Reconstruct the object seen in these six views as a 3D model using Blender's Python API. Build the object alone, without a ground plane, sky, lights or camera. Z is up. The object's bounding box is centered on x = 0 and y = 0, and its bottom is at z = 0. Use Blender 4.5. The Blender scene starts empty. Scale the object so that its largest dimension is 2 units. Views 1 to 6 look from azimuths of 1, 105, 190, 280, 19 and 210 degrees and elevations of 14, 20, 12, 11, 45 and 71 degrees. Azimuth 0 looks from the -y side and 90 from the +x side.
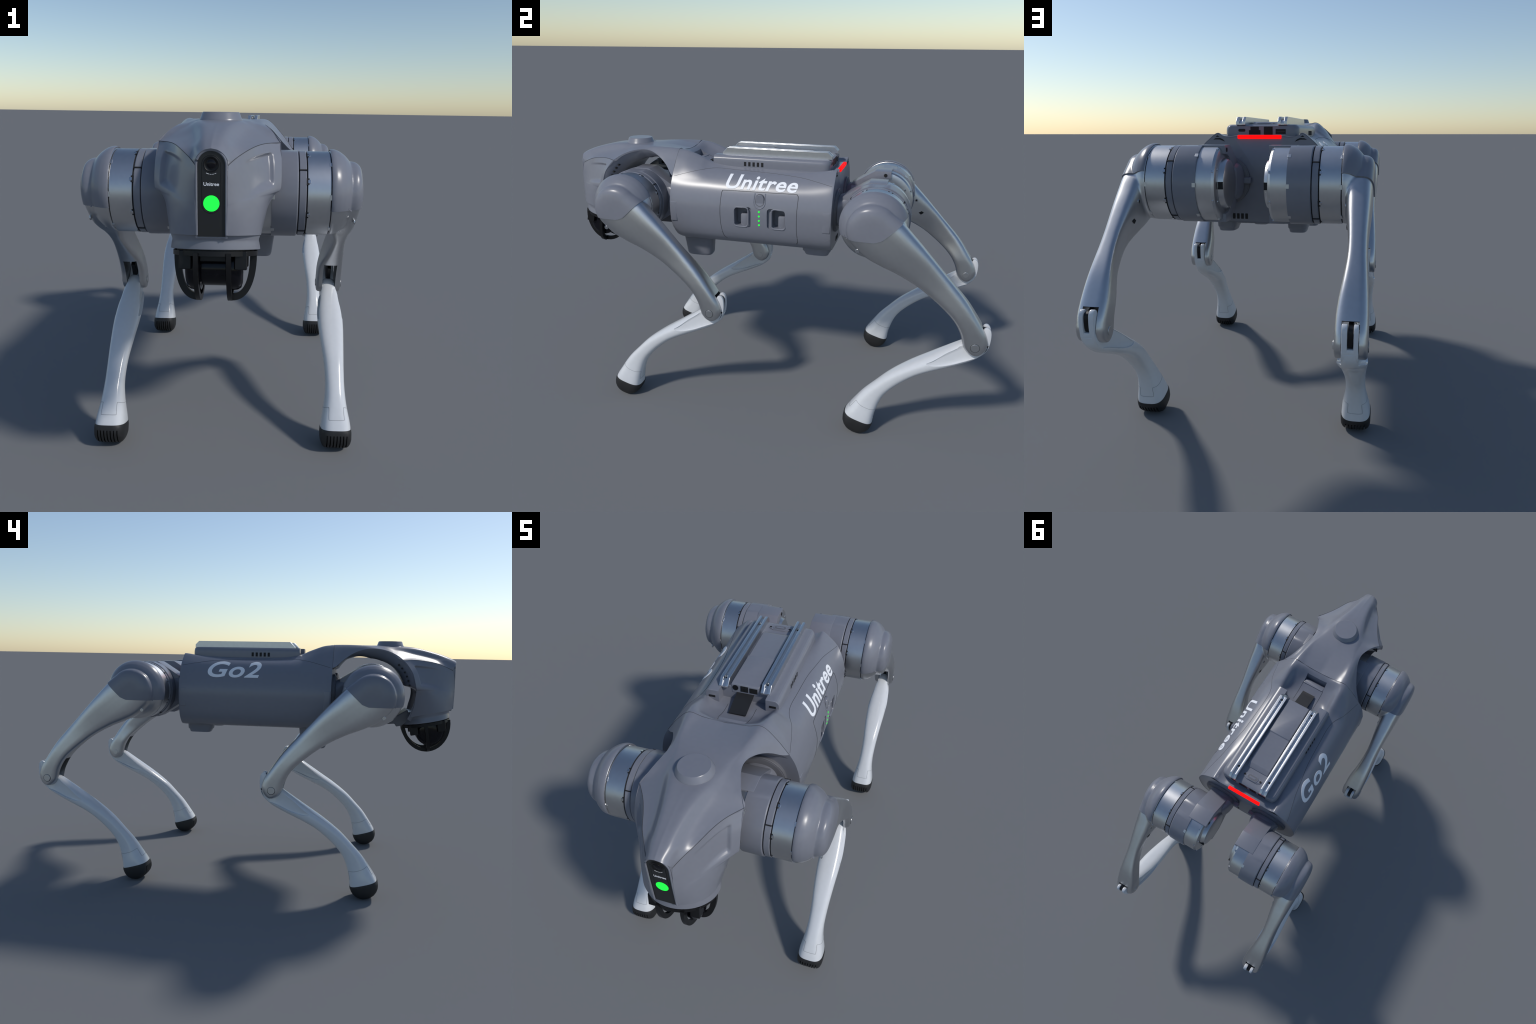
import bpy, bmesh, math, random
from mathutils import Vector, Matrix
from mathutils.bvhtree import BVHTree

random.seed(7)
SC = bpy.context.scene.collection

# ------------------------------------------------------------------ materials
def material(name, color, rough=0.4, metal=0.0, spec=0.5, coat=0.0, grain=0.04, scale=60.0,
             bump=0.0, emit=None, strength=0.0):
    m = bpy.data.materials.new(name)
    m.use_nodes = True
    nt = m.node_tree
    b = nt.nodes["Principled BSDF"]
    b.inputs["Roughness"].default_value = rough
    b.inputs["Metallic"].default_value = metal
    b.inputs["Specular IOR Level"].default_value = spec
    b.inputs["Coat Weight"].default_value = coat
    b.inputs["Coat Roughness"].default_value = 0.12
    tc = nt.nodes.new("ShaderNodeTexCoord")
    nz = nt.nodes.new("ShaderNodeTexNoise")
    nz.inputs["Scale"].default_value = scale
    nz.inputs["Detail"].default_value = 4.0
    nt.links.new(tc.outputs["Object"], nz.inputs["Vector"])
    rp = nt.nodes.new("ShaderNodeValToRGB")
    lo = [max(0.0, c * (1 - grain)) for c in color]
    hi = [min(1.0, c * (1 + grain)) for c in color]
    rp.color_ramp.elements[0].position = 0.3
    rp.color_ramp.elements[1].position = 0.7
    rp.color_ramp.elements[0].color = (*lo, 1)
    rp.color_ramp.elements[1].color = (*hi, 1)
    nt.links.new(nz.outputs["Fac"], rp.inputs["Fac"])
    nt.links.new(rp.outputs["Color"], b.inputs["Base Color"])
    if bump:
        n2 = nt.nodes.new("ShaderNodeTexNoise")
        n2.inputs["Scale"].default_value = 900.0
        nt.links.new(tc.outputs["Object"], n2.inputs["Vector"])
        bp = nt.nodes.new("ShaderNodeBump")
        bp.inputs["Strength"].default_value = bump
        bp.inputs["Distance"].default_value = 0.0006
        nt.links.new(n2.outputs["Fac"], bp.inputs["Height"])
        nt.links.new(bp.outputs["Normal"], b.inputs["Normal"])
    if emit:
        b.inputs["Emission Color"].default_value = (*emit, 1)
        b.inputs["Emission Strength"].default_value = strength
    return m

PAINT = material("grey_paint", (0.195, 0.2035, 0.239), rough=0.30, spec=0.5, grain=0.02, bump=0.05)
PAINT_DK = material("dark_grey_paint", (0.130, 0.133, 0.150), rough=0.45, grain=0.02)
SILVER = material("silver_alloy", (0.58, 0.585, 0.595), rough=0.37, metal=1.0, grain=0.02)
WHITE = material("white_gloss_shell", (0.66, 0.675, 0.70), rough=0.16, spec=0.5, grain=0.015)
CHROME = material("bright_aluminium", (0.66, 0.67, 0.68), rough=0.33, metal=1.0, grain=0.03)
STEEL = material("bolt_steel", (0.55, 0.56, 0.58), rough=0.25, metal=1.0)
RUBBER = material("black_rubber", (0.016, 0.016, 0.017), rough=0.55, grain=0.1, bump=0.2)
BLACK = material("black_plastic", (0.008, 0.008, 0.009), rough=0.38, spec=0.3, grain=0.05)
PANEL = material("charcoal_panel", (0.016, 0.017, 0.018), rough=0.42, grain=0.05)
DARK_FILL = material("near_black_fill", (0.006, 0.006, 0.007), rough=0.7, grain=0.05)  # near-black colour for solid pieces standing in for vents, sockets, holes and gaps
GLASS = material("dark_lens_glass", (0.006, 0.006, 0.009), rough=0.16, spec=0.25)
SEAM = material("dark_seam_line", (0.055, 0.057, 0.064), rough=0.6)  # dark tubes laid along the joints where no groove is cut
INK = material("white_ink", (0.88, 0.89, 0.92), rough=0.5, grain=0.01)
GREEN = material("green_lamp", (0.01, 0.6, 0.05), rough=0.4, emit=(0.010, 1.0, 0.055), strength=1.0)
GREEN2 = material("green_indicator", (0.01, 0.5, 0.05), rough=0.4, emit=(0.02, 0.85, 0.03), strength=0.9)
RED = material("red_lamp", (0.35, 0.0, 0.0), rough=0.6, spec=0.1, emit=(1.0, 0.0035, 0.0035), strength=1.3)

# ------------------------------------------------------------------ mesh tools
def mesh_from(name, verts, faces, mat=None, smooth=True, angle=35, merge=1e-6):
    me = bpy.data.meshes.new(name)
    me.from_pydata([tuple(v) for v in verts], [], faces)
    bm = bmesh.new(); bm.from_mesh(me)
    if merge: bmesh.ops.remove_doubles(bm, verts=bm.verts, dist=merge)
    bmesh.ops.dissolve_degenerate(bm, edges=bm.edges, dist=1e-7)
    bmesh.ops.recalc_face_normals(bm, faces=bm.faces)
    bm.to_mesh(me); bm.free()
    return finish(me, mat, smooth, angle)

def finish(me, mat=None, smooth=True, angle=35):
    if smooth:
        me.polygons.foreach_set("use_smooth", [True] * len(me.polygons))
        me.set_sharp_from_angle(angle=math.radians(angle))
    else:
        me.polygons.foreach_set("use_smooth", [False] * len(me.polygons))
    if mat:
        me.materials.clear(); me.materials.append(mat)
    me.update()
    return me

def join(name, meshes, mat=None, angle=18):
    bm = bmesh.new()
    for m in meshes: bm.from_mesh(m)
    me = bpy.data.meshes.new(name); bm.to_mesh(me); bm.free()
    return finish(me, mat, True, angle)

def obj(name, me, parent=None, loc=(0, 0, 0)):
    o = bpy.data.objects.new(name, me)
    SC.objects.link(o)
    o.location = loc
    if parent is not None:
        o.parent = parent
        o.matrix_parent_inverse = Matrix.Translation(-world_loc(parent))
    return o

def world_loc(o):
    v = Vector(o.location)
    # every parent here keeps rotation 0 / scale 1 and inverse = -parent location
    return v

def mirrored(me, sx=1, sy=1):
    if sx == 1 and sy == 1: return me
    c = me.copy()
    c.transform(Matrix.Diagonal((sx, sy, 1, 1)))
    if sx * sy < 0: c.flip_normals()
    c.update()
    return c

def loft(rings, closed=True, caps=True):
    n = len(rings[0]); V = []; F = []
    for r in rings: V += [tuple(p) for p in r]
    m = n if closed else n - 1
    for i in range(len(rings) - 1):
        for j in range(m):
            a = i * n + j; b = i * n + (j + 1) % n
            F.append((a, b, b + n, a + n))
    if caps and closed:
        for base, ring in ((0, rings[0]), ((len(rings) - 1) * n, rings[-1])):
            c = sum((Vector(p) for p in ring), Vector()) / n
            k = len(V); V.append(tuple(c))
            for j in range(n): F.append((base + j, base + (j + 1) % n, k))
    return V, F

def revolve_x(profile, n=64, cy=0.0, cz=0.0, warp=None):
    rings = []
    for x, r in profile:
        ring = []
        for k in range(n):
            a = 2 * math.pi * k / n
            y, z = r * math.cos(a), r * math.sin(a)
            if warp: y, z = warp(y, z)
            ring.append((x, cy + y, cz + z))
        rings.append(ring)
    return loft(rings)

def box(x0, x1, y0, y1, z0, z1, bevel=0.0, seg=3, name="box", mat=None):
    V = [(x, y, z) for x in (x0, x1) for y in (y0, y1) for z in (z0, z1)]
    F = [(0, 1, 3, 2), (4, 6, 7, 5), (0, 4, 5, 1), (2, 3, 7, 6), (0, 2, 6, 4), (1, 5, 7, 3)]
    me = mesh_from(name, V, F, mat)
    return bevel_mesh(me, bevel, seg) if bevel else me

def bevel_mesh(me, w, seg=3, ang=30, out=18):
    bm = bmesh.new(); bm.from_mesh(me)
    ed = [e for e in bm.edges if len(e.link_faces) == 2 and e.calc_face_angle(0) > math.radians(ang)]
    bmesh.ops.bevel(bm, geom=ed, offset=w, segments=seg, profile=0.5, affect='EDGES', clamp_overlap=True)
    bm.to_mesh(me); bm.free()
    return finish(me, None, True, out)

def prism(poly, a0, a1, axis='x', bevel=0.0, seg=3, name="prism", mat=None):
    """extrude a 2D polygon. axis x: poly=(y,z); y: (x,z); z: (x,y)"""
    def P(p, a):
        return {'x': (a, p[0], p[1]), 'y': (p[0], a, p[1]), 'z': (p[0], p[1], a)}[axis]
    n = len(poly)
    V = [P(p, a0) for p in poly] + [P(p, a1) for p in poly]
    F = [tuple(range(n)), tuple(range(n, 2 * n))[::-1]]
    F += [(j, (j + 1) % n, n + (j + 1) % n, n + j) for j in range(n)]
    me = mesh_from(name, V, F, mat)
    return bevel_mesh(me, bevel, seg) if bevel else me

def round_rect(x0, x1, z0, z1, r, n=6):
    out = []
    for cx, cz, a0 in ((x1 - r, z1 - r, 0), (x0 + r, z1 - r, 90), (x0 + r, z0 + r, 180), (x1 - r, z0 + r, 270)):
        for k in range(n + 1):
            a = math.radians(a0 + 90 * k / n)
            out.append((cx + r * math.cos(a), cz + r * math.sin(a)))
    return out

def circle2(cx, cy, r, n=32):
    return [(cx + r * math.cos(2 * math.pi * k / n), cy + r * math.sin(2 * math.pi * k / n)) for k in range(n)]

def tube(path, r, n=8, name="tube", mat=None, closed=False):
    path = [Vector(p) for p in path]; rings = []
    up = Vector((0, 0, 1))
    for i, p in enumerate(path):
        a = path[i - 1] if (i or closed) else p
        b = path[(i + 1) % len(path)] if (i + 1 < len(path) or closed) else p
        t = (b - a).normalized()
        s = t.cross(up if abs(t.z) < 0.95 else Vector((1, 0, 0))).normalized(); q = s.cross(t)
        rings.append([p + s * (r * math.cos(2 * math.pi * k / n)) + q * (r * math.sin(2 * math.pi * k / n)) for k in range(n)])
    if closed:
        rings.append(rings[0])
    V, F = loft(rings, caps=not closed)
    return mesh_from(name, V, F, mat)

def cr(p0, p1, p2, p3, t):
    """Catmull-Rom of tuples"""
    return tuple(0.5 * ((2 * b) + (-a + c) * t + (2 * a - 5 * b + 4 * c - d) * t * t + (-a + 3 * b - 3 * c + d) * t ** 3)
                 for a, b, c, d in zip(p0, p1, p2, p3))

def spline(pts, per):
    """dense Catmull-Rom polyline through pts"""
    n = len(pts); out = []
    for i in range(n - 1):
        p0 = pts[i - 1] if i else tuple(2 * a - b for a, b in zip(pts[0], pts[1]))
        p3 = pts[i + 2] if i + 2 < n else tuple(2 * a - b for a, b in zip(pts[-1], pts[-2]))
        for k in range(per):
            out.append(cr(p0, pts[i], pts[i + 1], p3, k / per))
    out.append(tuple(pts[-1]))
    return out

def resample(pts, n):
    """n points evenly by arc length"""
    d = [0.0]
    for a, b in zip(pts[:-1], pts[1:]): d.append(d[-1] + math.dist(a, b))
    out = []; j = 0
    for k in range(n):
        s = d[-1] * k / (n - 1)
        while j < len(pts) - 2 and d[j + 1] < s: j += 1
        f = (s - d[j]) / max(1e-12, d[j + 1] - d[j]); f = min(1, max(0, f))
        out.append(tuple(a + (b - a) * f for a, b in zip(pts[j], pts[j + 1])))
    return out

def surface(rows, nu, nv):
    """smooth grid through rows of key points"""
    dense = [spline(r, nu) for r in rows]
    cols = [spline([d[j] for d in dense], nv) for j in range(len(dense[0]))]
    return [[cols[j][i] for j in range(len(cols))] for i in range(len(cols[0]))]

def lerp_table(tab, x):
    if x <= tab[0][0]: return tab[0][1]
    for (a, p), (b, q) in zip(tab[:-1], tab[1:]):
        if x <= b:
            t = (x - a) / (b - a); return p + (q - p) * t
    return tab[-1][1]

def smooth_tab(tab, t, w=0.04):
    return sum(lerp_table(tab, t + w * k / 3) for k in range(-3, 4)) / 7

def sstep(a, b, x):
    t = min(1.0, max(0.0, (x - a) / (b - a))); return t * t * (3 - 2 * t)

def modify(me, *mods):
    o = bpy.data.objects.new("helper", me); SC.objects.link(o)
    helpers = []
    for kind, props in mods:
        m = o.modifiers.new(kind, kind)
        for k, v in props.items():
            if isinstance(v, bpy.types.Mesh):
                h = bpy.data.objects.new("helper_tool", v); SC.objects.link(h); h.hide_render = True
                helpers.append(h); v = h
            setattr(m, k, v)
    bpy.context.view_layer.update()
    dg = bpy.context.evaluated_depsgraph_get()
    out = bpy.data.meshes.new_from_object(o.evaluated_get(dg))
    for h in helpers + [o]: bpy.data.objects.remove(h, do_unlink=True)
    return out

def cut(me, tool, mat=None, angle=35):
    out = modify(me, ("BOOLEAN", {"operation": 'DIFFERENCE', "solver": 'EXACT', "object": tool}))
    return finish(out, mat, True, angle)

# ------------------------------------------------------------------ the thing
ROOT = bpy.data.objects.new("robot_dog", None)
SC.objects.link(ROOT)
ROOT["label"] = "grey four-legged robot dog with white shins and caged sensor"
ROOT["category"] = "robot"

HIP_Z = 0.9245
HIP_Y = {"front": -0.604, "rear": 0.508}

# ================================================================== TRUNK
LOW = [(0.261, 1.000), (0.2795, 0.935), (0.2785, 0.865), (0.268, 0.812), (0.247, 0.777), (0.212, 0.756), (0.12, 0.752), (0.0, 0.752)]
def sec(y, top, low=LOW):
    return [(x, y, z) for x, z in top + low]
LOWF = [(0.261, 1.000), (0.277, 0.935), (0.275, 0.872), (0.262, 0.832), (0.243, 0.804), (0.212, 0.790), (0.12, 0.787), (0.0, 0.787)]
LOWM = [(0.261, 1.000), (0.279, 0.935), (0.277, 0.867), (0.266, 0.819), (0.2455, 0.785), (0.212, 0.766), (0.12, 0.763), (0.0, 0.763)]
TRUNK_ROWS = [
    sec(-0.414, [(0, 1.137), (0.05, 1.139), (0.095, 1.146), (0.139, 1.153), (0.172, 1.129), (0.205, 1.090), (0.237, 1.046)], LOWF),
    sec(-0.398, [(0, 1.128), (0.05, 1.131), (0.095, 1.143), (0.139, 1.152), (0.172, 1.128), (0.206, 1.088), (0.237, 1.045)], LOWM),
    sec(-0.36, [(0, 1.103), (0.06, 1.104), (0.103, 1.121), (0.139, 1.146), (0.172, 1.125), (0.207, 1.087), (0.237, 1.043)]),
    sec(-0.30, [(0, 1.084), (0.07, 1.084), (0.108, 1.096), (0.139, 1.124), (0.173, 1.107), (0.208, 1.078), (0.237, 1.041)]),
    sec(-0.25, [(0, 1.083), (0.08, 1.083), (0.115, 1.090), (0.142, 1.104), (0.176, 1.088), (0.209, 1.068), (0.237, 1.040)]),
    sec(-0.15, [(0, 1.080), (0.08, 1.080), (0.120, 1.083), (0.145, 1.090), (0.181, 1.079), (0.210, 1.065), (0.236, 1.040)]),
    sec(0.05, [(0, 1.078), (0.08, 1.078), (0.120, 1.080), (0.145, 1.088), (0.183, 1.077), (0.211, 1.064), (0.236, 1.040)]),
    sec(0.20, [(0, 1.080), (0.08, 1.080), (0.120, 1.082), (0.145, 1.090), (0.178, 1.087), (0.208, 1.068), (0.236, 1.041)]),
    sec(0.311, [(0, 1.0945), (0.08, 1.0945), (0.120, 1.0905), (0.147, 1.093), (0.170, 1.103), (0.202, 1.081), (0.237, 1.046)]),
    sec(0.322, [(0, 1.086), (0.08, 1.086), (0.120, 1.085), (0.147, 1.092), (0.169, 1.100), (0.200, 1.079), (0.234, 1.046)],
        [(x - 0.004, z + (0.003 if z < 0.8 else 0)) if x > 0.02 else (x, z + 0.003) for x, z in LOW]),
]
g = surface(TRUNK_ROWS, 6, 8)
rings = []
for row in g:
    half = list(row)
    other = [(-x, y, z) for x, y, z in half[1:-1]][::-1]
    rings.append(half + other)
V, F = loft(rings, caps=False)
n = len(rings[0])
for base, ring in ((0, rings[0]), ((len(rings) - 1) * n, rings[-1])):
    k = len(V); V.append((0, ring[0][1], 0.93))
    F += [(base + j, base + (j + 1) % n, k) for j in range(n)]
trunk_me = mesh_from("trunk", V, F, PAINT, angle=32)

# battery hand-grip pockets, button scoop and top handle recess cut from the shell
def grip(y0, y1, z0, z1, depth):
    return prism(round_rect(y0, y1, z0, z1, 0.014), 0.279 - depth, 0.32, 'x')
trunk_me = cut(trunk_me, join("cutter", [grip(-0.108, -0.046, 0.853, 0.935, 0.05), grip(0.063, 0.123, 0.853, 0.935, 0.05)]), PAINT, 32)
def scoop_side(y0, y1):
    return prism(round_rect(y0, y1, 0.848, 0.940, 0.014), 0.268, 0.32, 'x')
trunk_me = cut(trunk_me, join("cutter", [scoop_side(-0.075, -0.029), scoop_side(0.042, 0.090)]), PAINT, 32)
trunk_me = cut(trunk_me, prism([(-0.345, 1.2), (-0.345, 1.080), (-0.385, 1.080), (-0.398, 1.2)], -0.055, 0.055, 'x'), PAINT, 32)
trunk = obj("trunk", trunk_me, ROOT)

def bvh_of(me):
    return BVHTree.FromPolygons([v.co.copy() for v in me.vertices], [tuple(p.vertices) for p in me.polygons])
BODY = bvh_of(trunk_me)

def side_x(y, z, s=1):
    h = BODY.ray_cast(Vector((s * 1.0, y, z)), Vector((-s, 0, 0)))
    return h[0].x if h[0] else s * 0.27

def top_z(x, y):
    h = BODY.ray_cast(Vector((x, y, 2.0)), Vector((0, 0, -1)))
    return h[0].z if h[0] else 1.1

def side_line(pts, s, r=0.0009, sink=0.0003, name="shell_seam", per=8, closed=False):
    d = spline(pts, per)
    return tube([(side_x(y, z, s) - s * sink, y, z) for y, z in d], r, 6, name, SEAM, closed)

# main seam between the upper and lower shell, both sides
for s in (1, -1):
    obj("shell_seam", side_line([(-0.405, 1.047), (-0.35, 1.062), (-0.29, 1.076), (-0.22, 1.0835), (-0.10, 1.0795), (0.06, 1.0755), (0.17, 1.0695), (0.25, 1.058), (0.315, 1.046)], s), trunk)
# battery door outline
obj("shell_seam", side_line([(-0.150, 0.783), (-0.163, 0.80), (-0.172, 0.86), (-0.173, 0.93), (-0.170, 0.988), (-0.166, 1.000), (-0.156, 1.004), (-0.05, 1.005), (0.06, 1.006), (0.160, 1.007), (0.171, 1.003), (0.176, 0.992), (0.174, 0.93), (0.174, 0.86), (0.177, 0.80), (0.170, 0.783)], 1, r=0.0014), trunk)

# grips: raised rims around the two pockets, and pocket inner blocks
def rim_ring(y0, y1, z0, z1, r, w, name):
    o = round_rect(y0, y1, z0, z1, r, 6)
    path = [(side_x(y, z) if abs(side_x(y, z)) > 0.26 else 0.277, y, z) for y, z in o]
    return tube([(0.2765, y, z) for y, z in o], w, 8, name, PAINT, True)
for y0, y1 in ((-0.110, -0.044), (0.061, 0.125)):
    obj("grip_rim", rim_ring(y0, y1, 0.850, 0.938, 0.015, 0.0035, "grip_rim"), trunk)
    obj("grip_block", box(0.225, 0.262, y0 + 0.026, y1 - 0.004, 0.848, 0.905, 0.008, 3, "grip_block", PAINT), trunk)
# power button in its scoop
ub = [(-0.017, 1.000), (0.030, 1.001), (0.032, 0.965), (0.026, 0.946), (0.007, 0.937), (-0.013, 0.946), (-0.020, 0.965)]
bt = obj("power_button", prism(round_rect(-0.0115, 0.0265, 0.949, 0.997, 0.0185, 8), 0.262, 0.2745, 'x', 0.002, 2, "power_button", PAINT), trunk)
o = round_rect(-0.0125, 0.0275, 0.948, 0.998, 0.0195, 8)
obj("button_seam", tube([(side_x(y, z) - 0.0002, y, z) for y, z in o], 0.0011, 6, "button_seam", SEAM, True), trunk)
obj("button_scoop", tube([(side_x(y, z) - 0.0006, y, z) for y, z in spline(ub[1:] + ub[:1], 6)], 0.003, 8, "button_scoop", PAINT), trunk)
# charge indicator dots
dot = prism(circle2(0, 0, 0.0042, 20), -0.003, 0.0012, 'x', 0.0, 2, "charge_light", GREEN2)
for k in range(4):
    z = 0.923 - 0.02 * k
    obj("charge_light", dot, trunk, (side_x(0.0065, z) , 0.0065, z))
# side bumper tabs at both ends of the shell
for s in (1, -1):
    for y0, y1 in ((0.285, 0.3205), (-0.4125, -0.380)):
        m = box(0.262, 0.2805, y0, y1, 0.850, 0.941, 0.005, 3, "bumper_tab", PAINT)
        obj("bumper_tab", mirrored(m, s), trunk)

# standing pads under the belly
def pad(cx, y0, y1, z0, hw, lean, lean_x=0.0):
    rs = []
    for z, k in ((0.775, 1.0), (0.757, 0.99), (0.73, 0.94), (z0 + 0.012, 0.84), (z0 + 0.006, 0.82), (z0, 0.76)):
        t = (0.775 - z) / (0.775 - z0)
        yc = (y0 + y1) / 2 + lean * t
        rs.append([(cx + lean_x * t + hw * k * math.copysign(abs(math.cos(a)) ** 0.55, math.cos(a)),
                    yc + (y1 - y0) / 2 * k * math.copysign(abs(math.sin(a)) ** 0.55, math.sin(a)), z)
                   for a in [2 * math.pi * i / 40 for i in range(40)]])
    V, F = loft(rs)
    return mesh_from("belly_pad", V, F, PAINT, angle=40)
for s in (1, -1):
    obj("belly_pad", mirrored(pad(0.146, 0.175, 0.310, 0.712, 0.043, 0.004), s), trunk)
    obj("belly_pad", mirrored(pad(0.134, -0.406, -0.256, 0.652, 0.047, 0.003, -0.008), s), trunk)
obj("belly_plate", box(-0.10, 0.10, 0.06, 0.30, 0.745, 0.760, 0.006, 2, "belly_plate", PAINT), trunk)

# rear panel: red light bar, corner slots, lower vents, hub rings
red = prism(round_rect(-0.0865, 0.0865, 1.0805, 1.0955, 0.0040, 5), 0.313, 0.3275, 'y', 0.002, 2, "light_bar", RED)
obj("light_bar", red, trunk)
for s in (1, -1):
    sl = prism([(s * x, z) for x, z in [(0.138, 1.070), (0.160, 1.078), (0.186, 1.078), (0.176, 1.083), (0.158, 1.084), (0.147, 1.079)]][::s], 0.318, 0.3232, 'y', 0, 2, "corner_vent", DARK_FILL)
    obj("corner_vent", sl, trunk)
    sl = prism([(s * x, z) for x, z in [(0.160, 1.088), (0.176, 1.088), (0.169, 1.094)]][::s], 0.318, 0.3232, 'y', 0, 2, "corner_vent", DARK_FILL)
    obj("corner_vent", sl, trunk)
vent = box(-0.0055, 0.0055, -0.004, 0.0012, -0.011, 0.011, 0.001, 1, "rear_vent", DARK_FILL)
for k in range(4):
    for s in (1, -1):
        obj("rear_vent", vent, trunk, (s * (0.055 + 0.017 * k), 0.322, 0.777))

# lettering
def lettering(text, s, y0, y1, zb, zt, shear, name, fatten=0.0, spacing=1.0):
    cu = bpy.data.curves.new("text_helper", 'FONT')
    cu.body = text; cu.size = 1.0; cu.shear = shear; cu.extrude = 0.5; cu.offset = fatten
    cu.resolution_u = 6; cu.space_character = spacing
    t = bpy.data.objects.new("text_helper", cu); SC.objects.link(t)
    bpy.context.view_layer.update()
    me = bpy.data.meshes.new_from_object(t.evaluated_get(bpy.context.evaluated_depsgraph_get()))
    bpy.data.objects.remove(t, do_unlink=True)
    bm = bmesh.new(); bm.from_mesh(me)
    xs = [v.co.x for v in bm.verts]; ys = [v.co.y for v in bm.verts]
    x0, x1, b0, b1 = min(xs), max(xs), min(ys), max(ys)
    for k in range(1, 14):
        gm = bm.verts[:] + bm.edges[:] + bm.faces[:]
        bmesh.ops.bisect_plane(bm, geom=gm, plane_co=(0, b0 + (b1 - b0) * k / 14, 0), plane_no=(0, 1, 0))
    for v in bm.verts:
        f = (v.co.x - x0) / (x1 - x0); h = (v.co.y - b0) / (b1 - b0)
        y = y0 + (y1 - y0) * f
        z = zb + (zt - zb) * h
        out = v.co.z > 0
        h_ = BODY.ray_cast(Vector((s * 1.0, y, z)), Vector((-s, 0, 0)))
        v.co = h_[0] + h_[1] * (0.0014 if out else -0.002)
    bmesh.ops.recalc_face_normals(bm, faces=bm.faces)
    bm.to_mesh(me); bm.free()
    return finish(me, INK, False)
obj("lettering", lettering("Unitree", 1, -0.155, 0.169, 1.0115, 1.067, 0.22, "lettering", 0.020, 1.05), trunk)
obj("lettering", lettering("Go2", -1, 0.184, -0.077, 0.992, 1.066, 0.25, "lettering", 0.018, 1.06), trunk)

# ================================================================== PAYLOAD DOCK
dock_sec = [(0.0, 1.136), (0.122, 1.136), (0.136, 1.134), (0.1445, 1.127), (0.1480, 1.116), (0.1485, 1.078)]
def dock_ring(y, k=1.0, dz=0.0):
    h = [(x * k, y, z + dz) for x, z in spline(dock_sec, 3)]
    return h + [(-x, yy, z) for x, yy, z in h[:0:-1]]
rs = [dock_ring(-0.2485, 0.985, -0.002), dock_ring(-0.246), dock_ring(0.250), dock_ring(0.264, 0.990, -0.0005), dock_ring(0.274, 0.965, -0.002), dock_ring(0.281, 0.93, -0.004), dock_ring(0.285, 0.885, -0.007)]
V, F = loft(rs)
dock_me = mesh_from("payload_dock", V, F, PAINT, angle=35)
dock_me = cut(dock_me, box(-0.0935, 0.0935, -0.30, -0.2055, 1.0, 1.2), PAINT, 35)
dock = obj("payload_dock", dock_me, ROOT)
for s in (1, -1):
    m = box(0.108, 0.134, -0.2495, -0.240, 1.103, 1.112, 0, 1, "dock_socket", DARK_FILL)
    obj("dock_socket", mirrored(m, s), dock)
    # side vents
    m = box(-0.003, 0.002, -0.0052, 0.0052, -0.0095, 0.0095, 0.0006, 1, "dock_vent", DARK_FILL)
    for k in range(5):
        obj("dock_vent", m, dock, (s * 0.1475, -0.097 + 0.020 * k, 1.103))
# centre cover
cov = prism([(-0.207, 1.110), (-0.207, 1.146), (-0.202, 1.1515), (-0.012, 1.1515), (-0.008, 1.1475), (0.170, 1.1475), (0.176, 1.146), (0.196, 1.139), (0.20, 1.130)], -0.0555, 0.0555, 'x', 0.0025, 2, "centre_cover", PAINT)
obj("centre_cover", cov, dock)
# connector frame near the rear
conn = prism(round_rect(-0.030, 0.030, 0.222, 0.252, 0.0145, 6), 1.13, 1.1415, 'z', 0.001, 2, "connector", PAINT)
wing = prism([(-0.050, 0.233), (-0.044, 0.229), (-0.026, 0.220), (0.026, 0.220), (0.044, 0.229), (0.050, 0.237), (0.044, 0.245), (0.026, 0.254), (-0.026, 0.254), (-0.044, 0.245)], 1.13, 1.1395, 'z', 0.0012, 2, "connector", PAINT)
cn = obj("connector", join("connector", [wing, conn], PAINT), dock)
obj("connector_socket", prism(round_rect(-0.025, 0.025, 0.226, 0.248, 0.0105, 6), 1.13, 1.1422, 'z', 0, 2, "connector_socket", PAINT_DK), dock)
obj("connector_core", prism(round_rect(-0.017, 0.017, 0.233, 0.242, 0.004, 4), 1.13, 1.1432, 'z', 0.001, 2, "connector_core", PAINT), dock)
for s in (1, -1):
    obj("screw_hole_disc", prism(circle2(s * 0.042, 0.237, 0.005, 16), 1.13, 1.1405, 'z', 0, 2, "screw_hole_disc", DARK_FILL), dock)  # dark disc laid on the connector as its screw hole
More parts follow.
